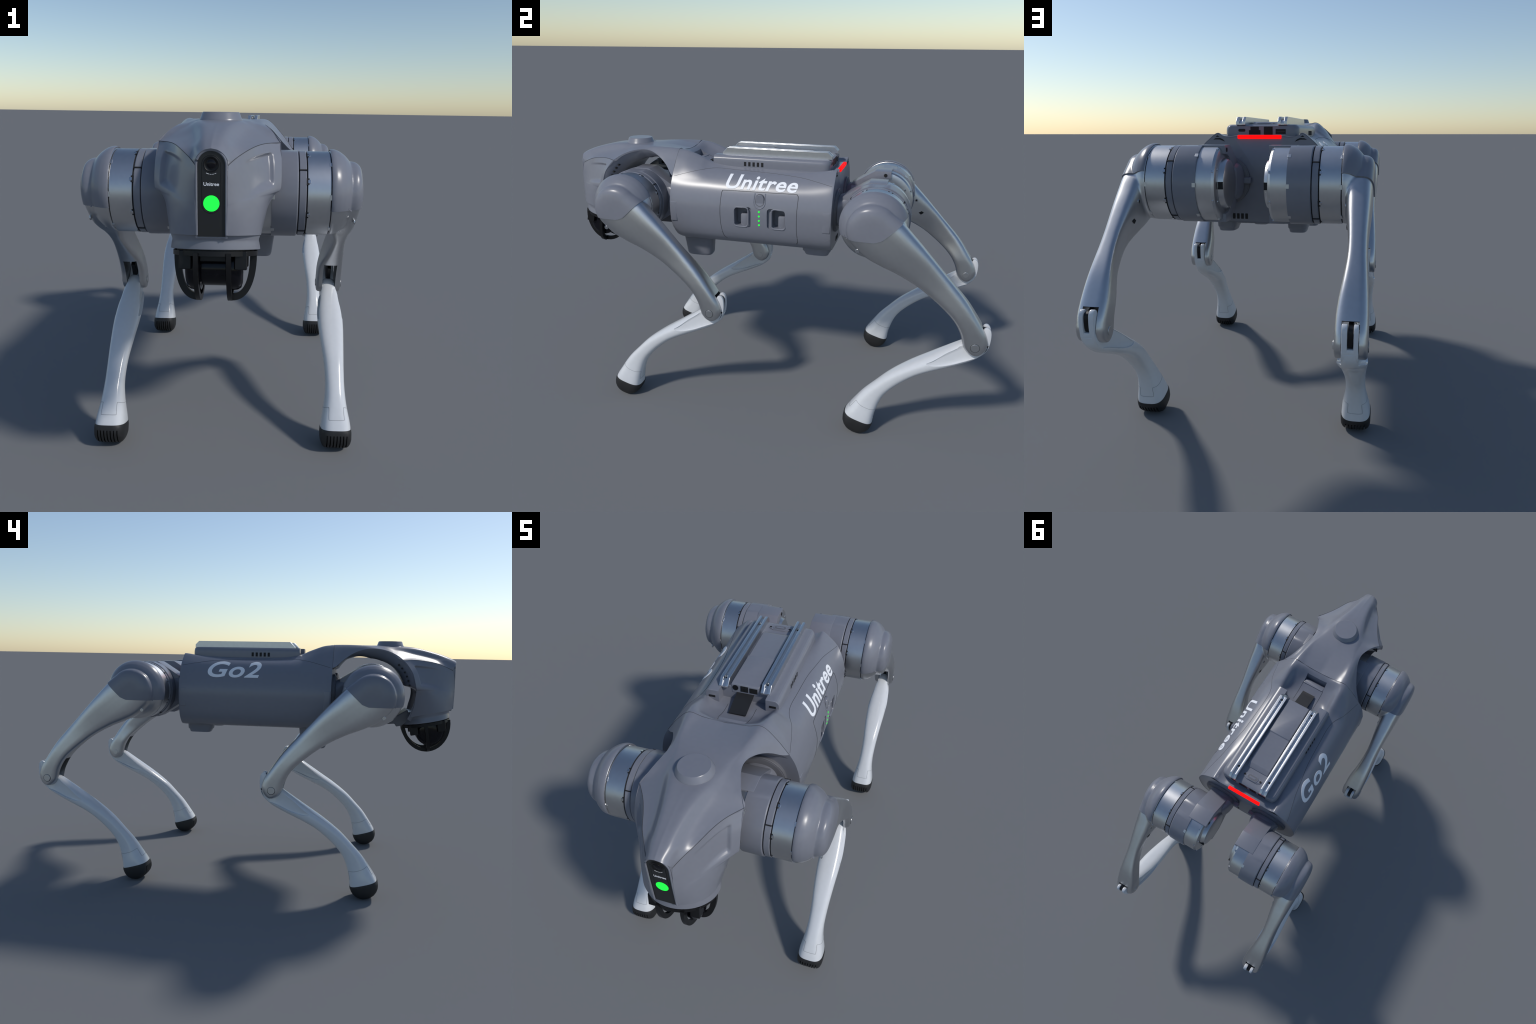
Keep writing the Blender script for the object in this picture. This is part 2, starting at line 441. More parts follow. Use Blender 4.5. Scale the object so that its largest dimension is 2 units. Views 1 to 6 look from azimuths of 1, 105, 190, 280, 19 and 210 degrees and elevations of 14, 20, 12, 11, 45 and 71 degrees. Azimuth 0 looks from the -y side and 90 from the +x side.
# aluminium rails: U-channel with chamfered ends
def rail(cx):
    parts = []
    prof = [(-0.219, 1.134), (-0.219, 1.141), (-0.196, 1.1655), (0.270, 1.1655), (0.288, 1.148), (0.288, 1.134)]
    for x0, x1 in ((-0.0185, -0.0065), (0.0065, 0.0185)):
        parts.append(prism(prof, cx + x0, cx + x1, 'x', 0.0012, 2))
    low = [(-0.2185, 1.134), (-0.2185, 1.139), (-0.200, 1.152), (0.270, 1.152), (0.286, 1.140), (0.286, 1.134)]
    parts.append(prism(low, cx - 0.0075, cx + 0.0075, 'x'))
    return join("rail", parts, CHROME)
for cx in (0.0835, -0.0835):
    r_ = obj("rail", rail(cx), dock)
    for y in (-0.180, 0.222):
        obj("rail_hole_disc", prism(circle2(cx, y, 0.0055, 16), 1.14, 1.1527, 'z', 0, 2, "rail_hole_disc", DARK_FILL), dock)  # first piece is a dark disc on the channel floor, nothing is drilled
        obj("rail_bolt", prism(circle2(cx, y + 0.012, 0.0048, 14), 1.14, 1.157, 'z', 0.001, 2, "rail_bolt", STEEL), dock)
# rear sockets
def port(poly, name="port"):
    obj(name, prism(poly, 0.27, 0.2862, 'y', 0, 2, name, DARK_FILL), dock)
port(round_rect(0.065, 0.093, 1.108, 1.119, 0.005))
port([(0.004, 1.097), (0.050, 1.097), (0.050, 1.114), (0.044, 1.114), (0.044, 1.127), (0.010, 1.127), (0.010, 1.114), (0.004, 1.114)])
port(round_rect(-0.045, -0.010, 1.096, 1.127, 0.002))
port(round_rect(-0.097, -0.057, 1.099, 1.118, 0.001))
for dx in (-0.0365, -0.0185):
    for dz in (1.104, 1.119):
        obj("port_pin", prism(circle2(dx, dz, 0.0055, 14), 0.27, 0.2868, 'y', 0, 2, "port_pin", BLACK), dock)
obj("port_tongue", box(-0.093, -0.061, 0.28, 0.2867, 1.106, 1.110, 0, 1, "port_tongue", PANEL), dock)
# front sockets on the centre cover
for nm, poly, mt in (("port", circle2(-0.040, 1.134, 0.0115, 24), BLACK), ("port", round_rect(-0.019, 0.011, 1.121, 1.145, 0.001), DARK_FILL), ("port", round_rect(0.017, 0.048, 1.121, 1.142, 0.001), DARK_FILL)):
    obj(nm, prism(poly, -0.2085, -0.200, 'y', 0, 2, nm, mt), dock)
for dx in (-0.0115, 0.0035):
    for dz in (1.127, 1.139):
        obj("port_pin", prism(circle2(dx, dz, 0.0048, 12), -0.2092, -0.20, 'y', 0, 2, "port_pin", PANEL), dock)
# black cable pad lying on the slope ahead of the dock
pg = []
for i in range(13):
    y = -0.306 + 0.1 * i / 12
    pg.append([(x, y, max(top_z(x, y) + 0.003, 1.0925 + 0.022 * max(0.0, (i - 1) / 11))) for x in (-0.034, -0.017, 0, 0.017, 0.034)])
V = [p for r_ in pg for p in r_] + [(p[0], p[1], p[2] - 0.004) for r_ in pg for p in r_]
F = []
for i in range(12):
    for j in range(4):
        a = i * 5 + j; F.append((a, a + 1, a + 6, a + 5)); F.append((a + 65, a + 70, a + 71, a + 66))
    F.append((i * 5, i * 5 + 5, i * 5 + 70, i * 5 + 65)); F.append((i * 5 + 4, i * 5 + 69, i * 5 + 74, i * 5 + 9))
for j in range(4): F.append((j, j + 65, j + 66, j + 1)); F.append((60 + j, 61 + j, 126 + j, 125 + j))
obj("cable_pad", mesh_from("cable_pad", V, F, RUBBER), dock)
# finger latch in the handle recess
lt = prism([(-0.346, 1.070), (-0.346, 1.099), (-0.366, 1.1005), (-0.374, 1.096), (-0.374, 1.07)], -0.054, 0.054, 'x', 0.002, 2, "latch", PAINT)
obj("latch", lt, trunk)
for s in (1, -1):
    obj("shell_seam", tube([(s * 0.057, y, top_z(s * 0.057, y) + 0.0002) for y in [-0.348 + 0.1 * k / 10 for k in range(11)]], 0.0008, 6, "shell_seam", SEAM), trunk)

# ================================================================== HEAD
ACY, ACZ, AR = -0.603, 0.935, 0.205
HOOD_ROWS = [
    [(0, -1.000, 1.086), (0.018, -0.999, 1.082), (0.032, -0.996, 1.072), (0.041, -0.990, 1.058), (0.0435, -0.983, 1.042)],
    [(0, -0.988, 1.0935), (0.021, -0.985, 1.089), (0.036, -0.979, 1.077), (0.046, -0.971, 1.062), (0.053, -0.964, 1.051)],
    [(0, -0.946, 1.111), (0.026, -0.946, 1.106), (0.043, -0.946, 1.091), (0.053, -0.946, 1.074), (0.064, -0.946, 1.059)],
    [(0, -0.898, 1.126), (0.032, -0.898, 1.121), (0.054, -0.898, 1.0965), (0.073, -0.898, 1.0835), (0.092, -0.898, 1.076)],
    [(0, -0.837, 1.141), (0.040, -0.837, 1.137), (0.066, -0.837, 1.1085), (0.092, -0.837, 1.095), (0.118, -0.837, 1.086)],
    [(0, -0.788, 1.150), (0.050, -0.788, 1.146), (0.078, -0.788, 1.1175), (0.111, -0.788, 1.1015), (0.144, -0.788, 1.090)],
    [(0, -0.738, 1.154), (0.060, -0.738, 1.151), (0.093, -0.738, 1.127), (0.137, -0.737, 1.107), (0.184, -0.733, 1.090)],
    [(0, -0.700, 1.156), (0.066, -0.700, 1.1515), (0.103, -0.700, 1.1325), (0.134, -0.700, 1.121), (0.164, -0.700, 1.115)],
    [(0, -0.660, 1.157), (0.075, -0.660, 1.153), (0.105, -0.660, 1.1425), (0.127, -0.660, 1.1365), (0.148, -0.660, 1.131)],
    [(0, -0.610, 1.157), (0.080, -0.610, 1.154), (0.106, -0.610, 1.1485), (0.121, -0.610, 1.1445), (0.134, -0.610, 1.140)],
    [(0, -0.560, 1.155), (0.090, -0.560, 1.155), (0.114, -0.560, 1.153), (0.128, -0.560, 1.147), (0.140, -0.560, 1.136)],
    [(0, -0.510, 1.150), (0.090, -0.510, 1.153), (0.122, -0.510, 1.155), (0.143, -0.510, 1.142), (0.162, -0.510, 1.117)],
    [(0, -0.466, 1.144), (0.090, -0.466, 1.149), (0.131, -0.466, 1.155), (0.161, -0.466, 1.130), (0.188, -0.466, 1.087)],
    [(0, -0.434, 1.139), (0.085, -0.434, 1.146), (0.137, -0.434, 1.154), (0.178, -0.434, 1.117), (0.217, -0.434, 1.056)],
    [(0, -0.4142, 1.137), (0.082, -0.4142, 1.143), (0.139, -0.4142, 1.153), (0.190, -0.4142, 1.108), (0.237, -0.4142, 1.046)],
]
g = surface(HOOD_ROWS, 8, 6)
nrow, ncol = len(g), len(g[0])
V = []; F = []
for row in g:
    full = [(-x, y, z) for x, y, z in row[:0:-1]] + list(row)
    V += full
W = 2 * ncol - 1
for i in range(nrow - 1):
    for j in range(W - 1):
        a = i * W + j; F.append((a, a + 1, a + W + 1, a + W))
hood = obj("head", modify(mesh_from("head", V, F, PAINT, angle=60), ("SOLIDIFY", {"thickness": 0.006, "offset": -1.0})), ROOT)
finish(hood.data, PAINT, True, 50)

# wheel-arch liner: barrel tunnel under the hood, flaring to the rim
RIM = [(28, 0.240), (30.5, 0.236), (38, 0.212), (48, 0.186), (57, 0.171), (66, 0.157), (74, 0.145), (82, 0.137), (92, 0.134), (100, 0.140), (107, 0.147), (118, 0.163), (130, 0.183),
       (145, 0.186), (158, 0.186), (171, 0.185), (177, 0.170), (184, 0.155), (194, 0.141), (208, 0.129), (217, 0.120)]
rows = []
for k in range(96):
    ph = 30.5 + (216 - 30.5) * k / 95
    xr = lerp_table(RIM, ph)
    a = math.radians(ph)
    row = []
    drop = lerp_table([(30, 0.002), (48, 0.004), (66, 0.022), (85, 0.046), (105, 0.053), (168, 0.053), (176, 0.0), (185, -0.034), (217, -0.034)], ph)
    for f, q in ((1.0, 0.0), (0.985, 0.10), (0.93, 0.36), (0.82, 0.70), (0.68, 0.93), (0.55, 1.0), (0.3, 1.0), (0.0, 1.0)):
        r = AR - q * drop
        rr = r + (0.012 * max(0.0, (ph - 200) / 16.0))
        row.append((xr * f, ACY + rr * math.cos(a), ACZ + rr * math.sin(a)))
    rows.append(row)
V = []; F = []
for row in rows: V += [(-x, y, z) for x, y, z in row[:-1]] + list(row[::-1])
W = 2 * len(rows[0]) - 1
for i in range(len(rows) - 1):
    for j in range(W - 1):
        a = i * W + j; F.append((a, a + 1, a + W + 1, a + W))
obj("arch_liner", mesh_from("arch_liner", V, F, PAINT, angle=50), hood)

# face panels
FACE_ROWS = [
    [(0.0435, -0.983, 1.042), (0.064, -0.946, 1.059), (0.092, -0.898, 1.076), (0.118, -0.837, 1.086), (0.144, -0.788, 1.090), (0.184, -0.733, 1.090)],
    [(0.0435, -0.992, 1.010), (0.066, -0.957, 1.022), (0.095, -0.910, 1.030), (0.124, -0.862, 1.034), (0.153, -0.820, 1.035), (0.187, -0.782, 1.035)],
    [(0.0430, -0.998, 0.950), (0.070, -0.969, 0.957), (0.101, -0.928, 0.960), (0.129, -0.886, 0.962), (0.157, -0.845, 0.963), (0.186, -0.805, 0.963)],
    [(0.0426, -0.9985, 0.935), (0.072, -0.971, 0.941), (0.104, -0.931, 0.944), (0.131, -0.888, 0.945), (0.154, -0.846, 0.945), (0.170, -0.807, 0.946)],
    [(0.0423, -0.999, 0.915), (0.074, -0.973, 0.920), (0.106, -0.934, 0.922), (0.133, -0.890, 0.922), (0.148, -0.846, 0.922), (0.155, -0.808, 0.922)],
    [(0.0418, -0.9985, 0.888), (0.076, -0.974, 0.890), (0.108, -0.938, 0.890), (0.1325, -0.893, 0.888), (0.142, -0.846, 0.886), (0.142, -0.806, 0.884)],
    [(0.0410, -0.996, 0.857), (0.078, -0.974, 0.853), (0.109, -0.942, 0.848), (0.128, -0.897, 0.840), (0.130, -0.845, 0.830), (0.122, -0.790, 0.815)],
]
g = surface(FACE_ROWS, 14, 16)
nr, nc = len(g), len(g[0])
V = []
for i, row in enumerate(g):
    for j, p in enumerate(row):
        u = j / (nc - 1); v = i / (nr - 1)
        top = 0.07 + 0.035 * (1 - u)
        d = 0.012 * sstep(0.30, 0.82, u) * (1 - sstep(0.83, 0.875, u)) * sstep(top, top + 0.035, v) * (1 - sstep(0.27 + 0.06 * (0.8 - u), 0.31 + 0.10 * (0.9 - u), v))
        V.append((p[0] - d * 0.75, p[1] + d * 0.6, p[2]))
F = [(i * nc + j, i * nc + j + 1, (i + 1) * nc + j + 1, (i + 1) * nc + j) for i in range(nr - 1) for j in range(nc - 1)]
face = mesh_from("face_panel", V, F, PAINT, angle=60)
face = modify(face, ("SOLIDIFY", {"thickness": 0.006, "offset": -1.0}))
# make sure the shell thickens inwards
finish(face, PAINT, True, 50)
for s in (1, -1):
    obj("face_panel", mirrored(face, s), hood)
    seam = spline([(x, y, z) for x, y, z in FACE_ROWS[0]], 8)
    obj("head_seam", mirrored(tube([(x * 1.0, y, z) for x, y, z in seam], 0.0010, 6, "head_seam", SEAM), s), hood)
sm = [(x, -0.4145, z + 0.0003) for x, y, z in [(-p[0], p[1], p[2]) for p in HOOD_ROWS[-1][:0:-1]] + HOOD_ROWS[-1]]
obj("head_seam", tube(spline(sm, 8), 0.0008, 6, "head_seam", SEAM), hood)

# chin ring (tilted)
def chin_z(y): return 0.7935 + (-0.87 - y) * 0.187
def chin_ring(k, dz, n=72, ax=0.1305, ay=0.1200):
    out = []
    for i in range(n):
        a = 2 * math.pi * i / n
        y = -0.871 + ay * k * math.sin(a); x = ax * k * math.cos(a)
        out.append((x, y, chin_z(y) + dz))
    return out
V, F = loft([chin_ring(0.9, 0.060), chin_ring(0.975, 0.044), chin_ring(0.980, 0.038), chin_ring(0.955, 0.029), chin_ring(0.955, 0.024), chin_ring(0.968, 0.018), chin_ring(0.990, 0.001), chin_ring(0.985, 0.0), chin_ring(0.5, 0.0)])
obj("chin_ring", mesh_from("chin_ring", V, F, PAINT, angle=35), hood)

# top button dome
V, F = loft([[(r * math.cos(2 * math.pi * k / 64), -0.6815 + r * math.sin(2 * math.pi * k / 64), z) for k in range(64)]
             for r, z in ((0.068, 1.140), (0.066, 1.1555), (0.0635, 1.158), (0.0575, 1.1745), (0.0545, 1.1772), (0.02, 1.1775))])
obj("top_knob", mesh_from("top_knob", V, F, PAINT, angle=40), hood)

# camera strip
def pill(hw, zc, zb, n=20, rb=0.0):
    p = [(hw * math.cos(math.pi * k / n), zc + hw * math.sin(math.pi * k / n)) for k in range(n + 1)]
    if rb: p += [(-rb * math.cos(math.pi * k / n), zb + rb - rb * math.sin(math.pi * k / n)) for k in range(n + 1)]
    else: p += [(-hw, zb), (hw, zb)]
    return p
obj("camera_frame", prism(pill(0.0425, 1.0405, 0.848), -0.9905, -0.955, 'y', 0.0, 2, "camera_frame", PAINT), hood)
lip = pill(0.0395, 1.0425, 0.852)
obj("camera_frame", tube([(x, -0.9935 - 0.0025 * sstep(1.05, 0.95, z), z) for x, z in resample(lip[:21] + [(-0.0395, 1.0), (-0.0395, 0.95), (-0.0395, 0.9), (-0.0395, 0.858)], 60)] , 0.0032, 8, "camera_frame", PAINT), hood)
obj("camera_frame", tube([(0.0395, -0.9935 - 0.0025 * sstep(1.05, 0.95, z), z) for z in [1.044 - 0.186 * k / 20 for k in range(21)]], 0.0032, 8, "camera_frame", PAINT), hood)
obj("camera_panel", prism(pill(0.0368, 1.0425, 0.853), -0.9930, -0.980, 'y', 0.0, 2, "camera_panel", PANEL), hood)
inner = pill(0.0245, 1.044, 0.9165, 20, 0.0245)
obj("camera_window", prism(inner, -0.9938, -0.980, 'y', 0.0004, 1, "camera_window", PANEL), hood)
edge = resample(inner + [inner[0]], 90)[:-1]
obj("camera_window", tube([(x, -0.9936, z) for x, z in edge], 0.0006, 6, "camera_window", BLACK, True), hood)
V, F = loft([[(r * math.cos(2 * math.pi * k / 48), y, 1.0455 + r * math.sin(2 * math.pi * k / 48)) for k in range(48)]
             for r, y in ((0.0205, -0.987), (0.0205, -0.9955), (0.0190, -0.9962), (0.0165, -0.9945), (0.0135, -0.9938), (0.0132, -0.9950))])
lens = obj("camera_lens", mesh_from("camera_lens", V, F, BLACK, angle=30), hood)
V, F = loft([[(r * math.cos(2 * math.pi * k / 40), y, 1.0455 + r * math.sin(2 * math.pi * k / 40)) for k in range(40)]
             for r, y in ((0.0128, -0.9945), (0.010, -0.9960), (0.006, -0.9968), (0.002, -0.9970))])
obj("lens_glass", mesh_from("lens_glass", V, F, GLASS, angle=60), hood)
obj("status_lamp", prism(circle2(0, 0.9425, 0.0213, 48), -0.9944, -0.985, 'y', 0.0, 2, "status_lamp", GREEN), hood)

def flat_text(text, size_w, cz, h, y, name, fatten=0.02):
    cu = bpy.data.curves.new("text_helper", 'FONT'); cu.body = text; cu.extrude = 0.02; cu.offset = fatten; cu.resolution_u = 4
    t = bpy.data.objects.new("text_helper", cu); SC.objects.link(t); bpy.context.view_layer.update()
    me = bpy.data.meshes.new_from_object(t.evaluated_get(bpy.context.evaluated_depsgraph_get()))
    bpy.data.objects.remove(t, do_unlink=True)
    xs = [v.co.x for v in me.vertices]; ys = [v.co.y for v in me.vertices]
    for v in me.vertices:
        f = (v.co.x - min(xs)) / (max(xs) - min(xs)) - 0.5; hh = (v.co.y - min(ys)) / (max(ys) - min(ys)) - 0.5
        v.co = (f * size_w, y - (0.0004 if v.co.z > 0 else 0), cz + hh * h)
    return finish(me, INK, False)
obj("lettering", flat_text("Unitree", 0.041, 0.9935, 0.0095, -0.9940, "lettering"), hood)
# fine arc of print under the lens
parts = []
for k in range(17):
    a = math.radians(-118 + 56 * k / 16)
    if k in (5, 9, 13): continue
    w = 0.0007 if k < 6 else 0.0005
    parts.append(box(0.0265 * math.cos(a) - 0.0008, 0.0265 * math.cos(a) + 0.0008, -0.9942, -0.9936, 1.0455 + 0.0265 * math.sin(a) - w, 1.0455 + 0.0265 * math.sin(a) + w))
obj("lens_print", join("lens_print", parts, INK), hood)

# vents in the arch wall
for s in (1, -1):
    for k in range(6):
        a = math.radians(132 + 7.2 * k)
        rr = 0.1755
        c = Vector((s * 0.152, ACY + rr * math.cos(a), ACZ + rr * math.sin(a)))
        m = box(-0.017, 0.017, -0.0035, 0.0035, -0.0035, 0.0035, 0, 1, "arch_vent", DARK_FILL)
        m.transform(Matrix.Rotation(a, 4, 'X'))
        obj("arch_vent", m, hood, c)

# neck underside joining trunk and head
nk = prism([(-0.41, 0.83), (-0.41, 0.775), (-0.69, 0.775), (-0.722, 0.778), (-0.730, 0.764), (-0.752, 0.768), (-0.80, 0.80), (-0.78, 0.85), (-0.735, 0.82), (-0.715, 0.81)], -0.075, 0.075, 'x', 0.004, 2, "neck_plate", PAINT_DK)
obj("neck_plate", nk, ROOT)

# ================================================================== CAGED SENSOR UNDER THE CHIN
TILT = math.atan(0.187)
LC = Vector((0, -0.871, 0.7895))
def lid(x, a, b):            # local: a along chin plane to the rear, b down
    return (x, LC.y + a * math.cos(TILT) - b * math.sin(TILT) , LC.z - a * math.sin(TILT) - b * math.cos(TILT))
def strap(points, thick, half_w, wdir):
    rs = []
    for i, (p, o_) in enumerate(points):
        p = Vector(p); o_ = Vector(o_).normalized(); w = Vector(wdir)
        q = [p + w * half_w, p - w * half_w, p - w * half_w - o_ * thick, p + w * half_w - o_ * thick]
        rs.append(q)
    rs2 = [[lid(*v) for v in r_] for r_ in rs]
    V, F = loft(rs2)
    return V, F
cage = []
RA, RB = 0.118, 0.142
for s in (1, -1):
    pts = []
    for k in range(23):
        a = math.pi * k / 22
        pts.append(((s * 0.045, RA * math.cos(a), 0.006 + RB * math.sin(a)), (0, math.cos(a), math.sin(a))))
    V, F = strap(pts, 0.018, 0.0065, (1, 0, 0)); cage.append(mesh_from("c", V, F))
    pts = []
    for k in range(15):
        a = math.pi / 2 * k / 14
        pts.append(((s * (0.045 + 0.075 * max(0.0, math.cos(a)) ** 0.8), 0.004, 0.006 + RB * math.sin(a) ** 0.85), (s * math.cos(a), 0, math.sin(a))))
    V, F = strap(pts, 0.020, 0.0075, (0, 1, 0)); cage.append(mesh_from("c", V, F))
rs = []
for k, b in ((0.97, 0.0), (0.975, 0.0), (0.975, 0.014), (0.80, 0.014), (0.80, 0.0)):
    rs.append([lid(0.122 * k / 0.975 * math.cos(2 * math.pi * i / 40), 0.120 * k / 0.975 * math.sin(2 * math.pi * i / 40), b) for i in range(40)])
V, F = loft(rs, caps=False); cage.append(mesh_from("c", V, F))
sensor = obj("sensor_cage", join("sensor_cage", cage, BLACK, 30), ROOT)
# plate, housing blocks, and spinning drum
V, F = loft([[lid(0.112 * math.cos(2 * math.pi * i / 40), 0.112 * math.sin(2 * math.pi * i / 40), b) for i in range(40)] for b in (-0.006, 0.008)])
obj("sensor_plate", mesh_from("sensor_plate", V, F, BLACK, angle=30), sensor)
def lid_box(x0, x1, a0, a1, b0, b1, name, mat, bev=0.002):
    m = box(x0, x1, a0, a1, b0, b1, bev, 2, name, mat)
    for v in m.vertices: v.co = lid(*v.co)
    m.flip_normals(); m.update()
    return m
obj("sensor_housing", lid_box(-0.036, 0.036, -0.085, 0.062, 0.0, 0.030, "sensor_housing", BLACK), sensor)
for s in (1, -1):
    for a0, a1 in ((-0.088, -0.050), (0.042, 0.080)):
        obj("sensor_bracket", lid_box(min(s * 0.060, s * 0.094), max(s * 0.060, s * 0.094), a0, a1, 0.0, 0.052, "sensor_bracket", BLACK), sensor)
    # side window domes
    V, F = loft([[lid(s * x, -0.012 + r * math.cos(2 * math.pi * i / 40), 0.050 + r * math.sin(2 * math.pi * i / 40)) for i in range(40)]
                 for x, r in ((0.038, 0.066), (0.055, 0.066), (0.068, 0.064), (0.077, 0.058), (0.081, 0.045), (0.083, 0.02))])
    obj("sensor_window", mesh_from("sensor_window", V, F, GLASS, angle=40), sensor)
V, F = loft([[lid(x, -0.012 + r * math.cos(2 * math.pi * i / 40), 0.050 + r * math.sin(2 * math.pi * i / 40)) for i in range(40)]
             for x, r in ((-0.046, 0.060), (-0.038, 0.060), (-0.034, 0.053), (0.034, 0.053), (0.038, 0.060), (0.046, 0.060))])
obj("sensor_drum", mesh_from("sensor_drum", V, F, GLASS, angle=30), sensor)

# ================================================================== HIPS
RX = 0.133      # roll axis
def squash(y, z, lim=0.1345):
    """drum with flattened top and bottom"""
    return y, max(-lim, min(lim, z))
def facet(y, z):
    k = 1.035
    y *= k; z *= k
    return y, max(-0.1367, min(0.1367, z))

def drum(profile, warp=None, n=72, mat=None, name="drum"):
    V, F = revolve_x(profile, n, 0.0, HIP_Z, warp)
    return mesh_from(name, V, F, mat, angle=30)

inner_motor = drum([(0.168, 0.1355), (0.103, 0.1355), (0.094, 0.130), (0.091, 0.120), (0.091, 0.098)], None, mat=SILVER, name="inner_motor")
hub = drum([(0.10, 0.095), (0.090, 0.092), (0.083, 0.090), (0.073, 0.085), (0.070, 0.078), (0.0695, 0.03)], None, mat=SILVER, name="motor_hub")
band = drum([(0.160, 0.1362), (0.166, 0.1367), (0.238, 0.1367), (0.2415, 0.1345)], facet, mat=PAINT, name="hip_band")
gap_ring = drum([(0.235, 0.1315), (0.275, 0.1315)], None, mat=DARK_FILL, name="dark_groove_core")  # added near-black core so the grooves beside the collar read dark
collar = drum([(0.2445, 0.134), (0.246, 0.1365), (0.264, 0.1365), (0.2665, 0.134)], lambda y, z: (y * 1.01, max(-0.1367, min(0.1367, z * 1.01))), mat=PAINT, name="hip_collar")
outer_motor = drum([(0.2695, 0.132), (0.271, 0.1358), (0.341, 0.1358), (0.3425, 0.1345)], None, mat=SILVER, name="outer_motor")
gap2 = drum([(0.255, 0.1318), (0.35, 0.1318)], None, mat=DARK_FILL, name="dark_groove_core")  # second added dark core, showing in the grooves around the outer motor

def bracket_ring(dy, x0, x1, hz, ex=0.28, n=48):
    cx, hx = (x0 + x1) / 2, (x1 - x0) / 2
    return [(cx + hx * math.copysign(abs(math.cos(a)) ** ex, math.cos(a)), dy, HIP_Z - 0.002 + hz * math.copysign(abs(math.sin(a)) ** ex, math.sin(a)))
            for a in [2 * math.pi * (i + 0.5) / n for i in range(n)]]
rs = [bracket_ring(-0.178, 0.060, 0.200, 0.066, 0.85), bracket_ring(-0.165, 0.056, 0.196, 0.070, 0.75), bracket_ring(-0.150, 0.056, 0.190, 0.074, 0.55),
      bracket_ring(-0.125, 0.062, 0.182, 0.072, 0.4), bracket_ring(-0.100, 0.070, 0.176, 0.060, 0.35), bracket_ring(-0.085, 0.082, 0.170, 0.040, 0.4)]
V, F = loft(rs)
neck = mesh_from("hip", V, F, PAINT, angle=38)
# two arms that clasp the motor above and below, open as a wide V toward the end
hb = [(-0.155, 0.070), (-0.120, 0.0925), (-0.070, 0.1235), (-0.046, 0.1375), (-0.040, 0.1385), (0.028, 0.1385), (0.030, 0.1365), (0.030, 0.108), (-0.010, 0.104), (-0.034, 0.094), (-0.072, 0.050), (-0.092, 0.018)]
hb = [(a, HIP_Z + b) for a, b in hb] + [(a, HIP_Z - b) for a, b in hb[::-1]]
arms = prism(hb, 0.0805, 0.1785, 'x', 0.004, 3)
bracket = join("hip", [neck, arms], PAINT, 18)
tab = box(0.030, 0.085, -0.178, -0.155, 0.912, 0.936, 0.004, 2)
bracket = join("hip", [bracket, tab], PAINT, 18)
# roll hub disc against the body
def disc_y(cx, cz, prof, n=64):
    return loft([[(cx + r * math.cos(2 * math.pi * k / n), y, cz + r * math.sin(2 * math.pi * k / n)) for k in range(n)] for y, r in prof])
V, F = disc_y(RX, HIP_Z - 0.003, [(-0.192, 0.096), (-0.179, 0.096), (-0.177, 0.094), (-0.1765, 0.091), (-0.1745, 0.091), (-0.1730, 0.087), (-0.1725, 0.06)])
roll_ring = mesh_from("roll_ring", V, F, PAINT_DK, angle=30)
bolt_proto = prism(circle2(0, 0, 0.0075, 6), 0, 0.006, 'x', 0.0012, 2)

def bolts():
    parts = []
    for k in range(8):
        a = math.radians(22.5 + 45 * k)
        c = (0.2705, 0.1357 * math.cos(a), HIP_Z + 0.1357 * math.sin(a))
        m = box(-0.0004, 0.009, -0.0035, 0.0014, -0.0055, 0.0055, 0.0008, 1)
        m.transform(Matrix.Translation(c) @ Matrix.Rotation(a, 4, 'X')); parts.append(m)
        m = box(0.0965, 0.105, -0.0035, 0.0010, -0.005, 0.005, 0.0008, 1)
        m.transform(Matrix.Translation((0, 0.1357 * math.cos(a), HIP_Z + 0.1357 * math.sin(a))) @ Matrix.Rotation(a, 4, 'X')); parts.append(m)
    for k in range(6):
        a = math.radians(30 + 60 * k)
        m = prism(circle2(0.112 * math.cos(a), HIP_Z + 0.112 * math.sin(a), 0.005, 12), 0.0885, 0.095, 'x', 0.001, 1); parts.append(m)
    return join("motor_bolts", parts, STEEL, 30)
bolt_me = bolts()
def notches():
    """small interlocking tabs where the motor cans meet the painted band and the thigh flange"""
    parts = []
    for deg in (2, 48, -48, 178, 132, -132):
        a = math.radians(deg)
        y, z = 0.1415 * math.cos(a), max(-0.1367, min(0.1367, 0.1415 * math.sin(a)))
        m = box(0.158, 0.1695, -0.004, 0.0005, -0.0075, 0.0075, 0.0004, 1)
        m.transform(Matrix.Translation((0, y, HIP_Z + z)) @ Matrix.Rotation(a, 4, 'X')); parts.append(m)
        m = box(0.338, 0.3465, -0.004, 0.0012, -0.008, 0.008, 0.0004, 1)
        m.transform(Matrix.Translation((0, 0.1358 * math.cos(a), HIP_Z + 0.1358 * math.sin(a))) @ Matrix.Rotation(a, 4, 'X')); parts.append(m)
    return join("motor_notches", parts, SILVER, 18)
notch_me = notches()
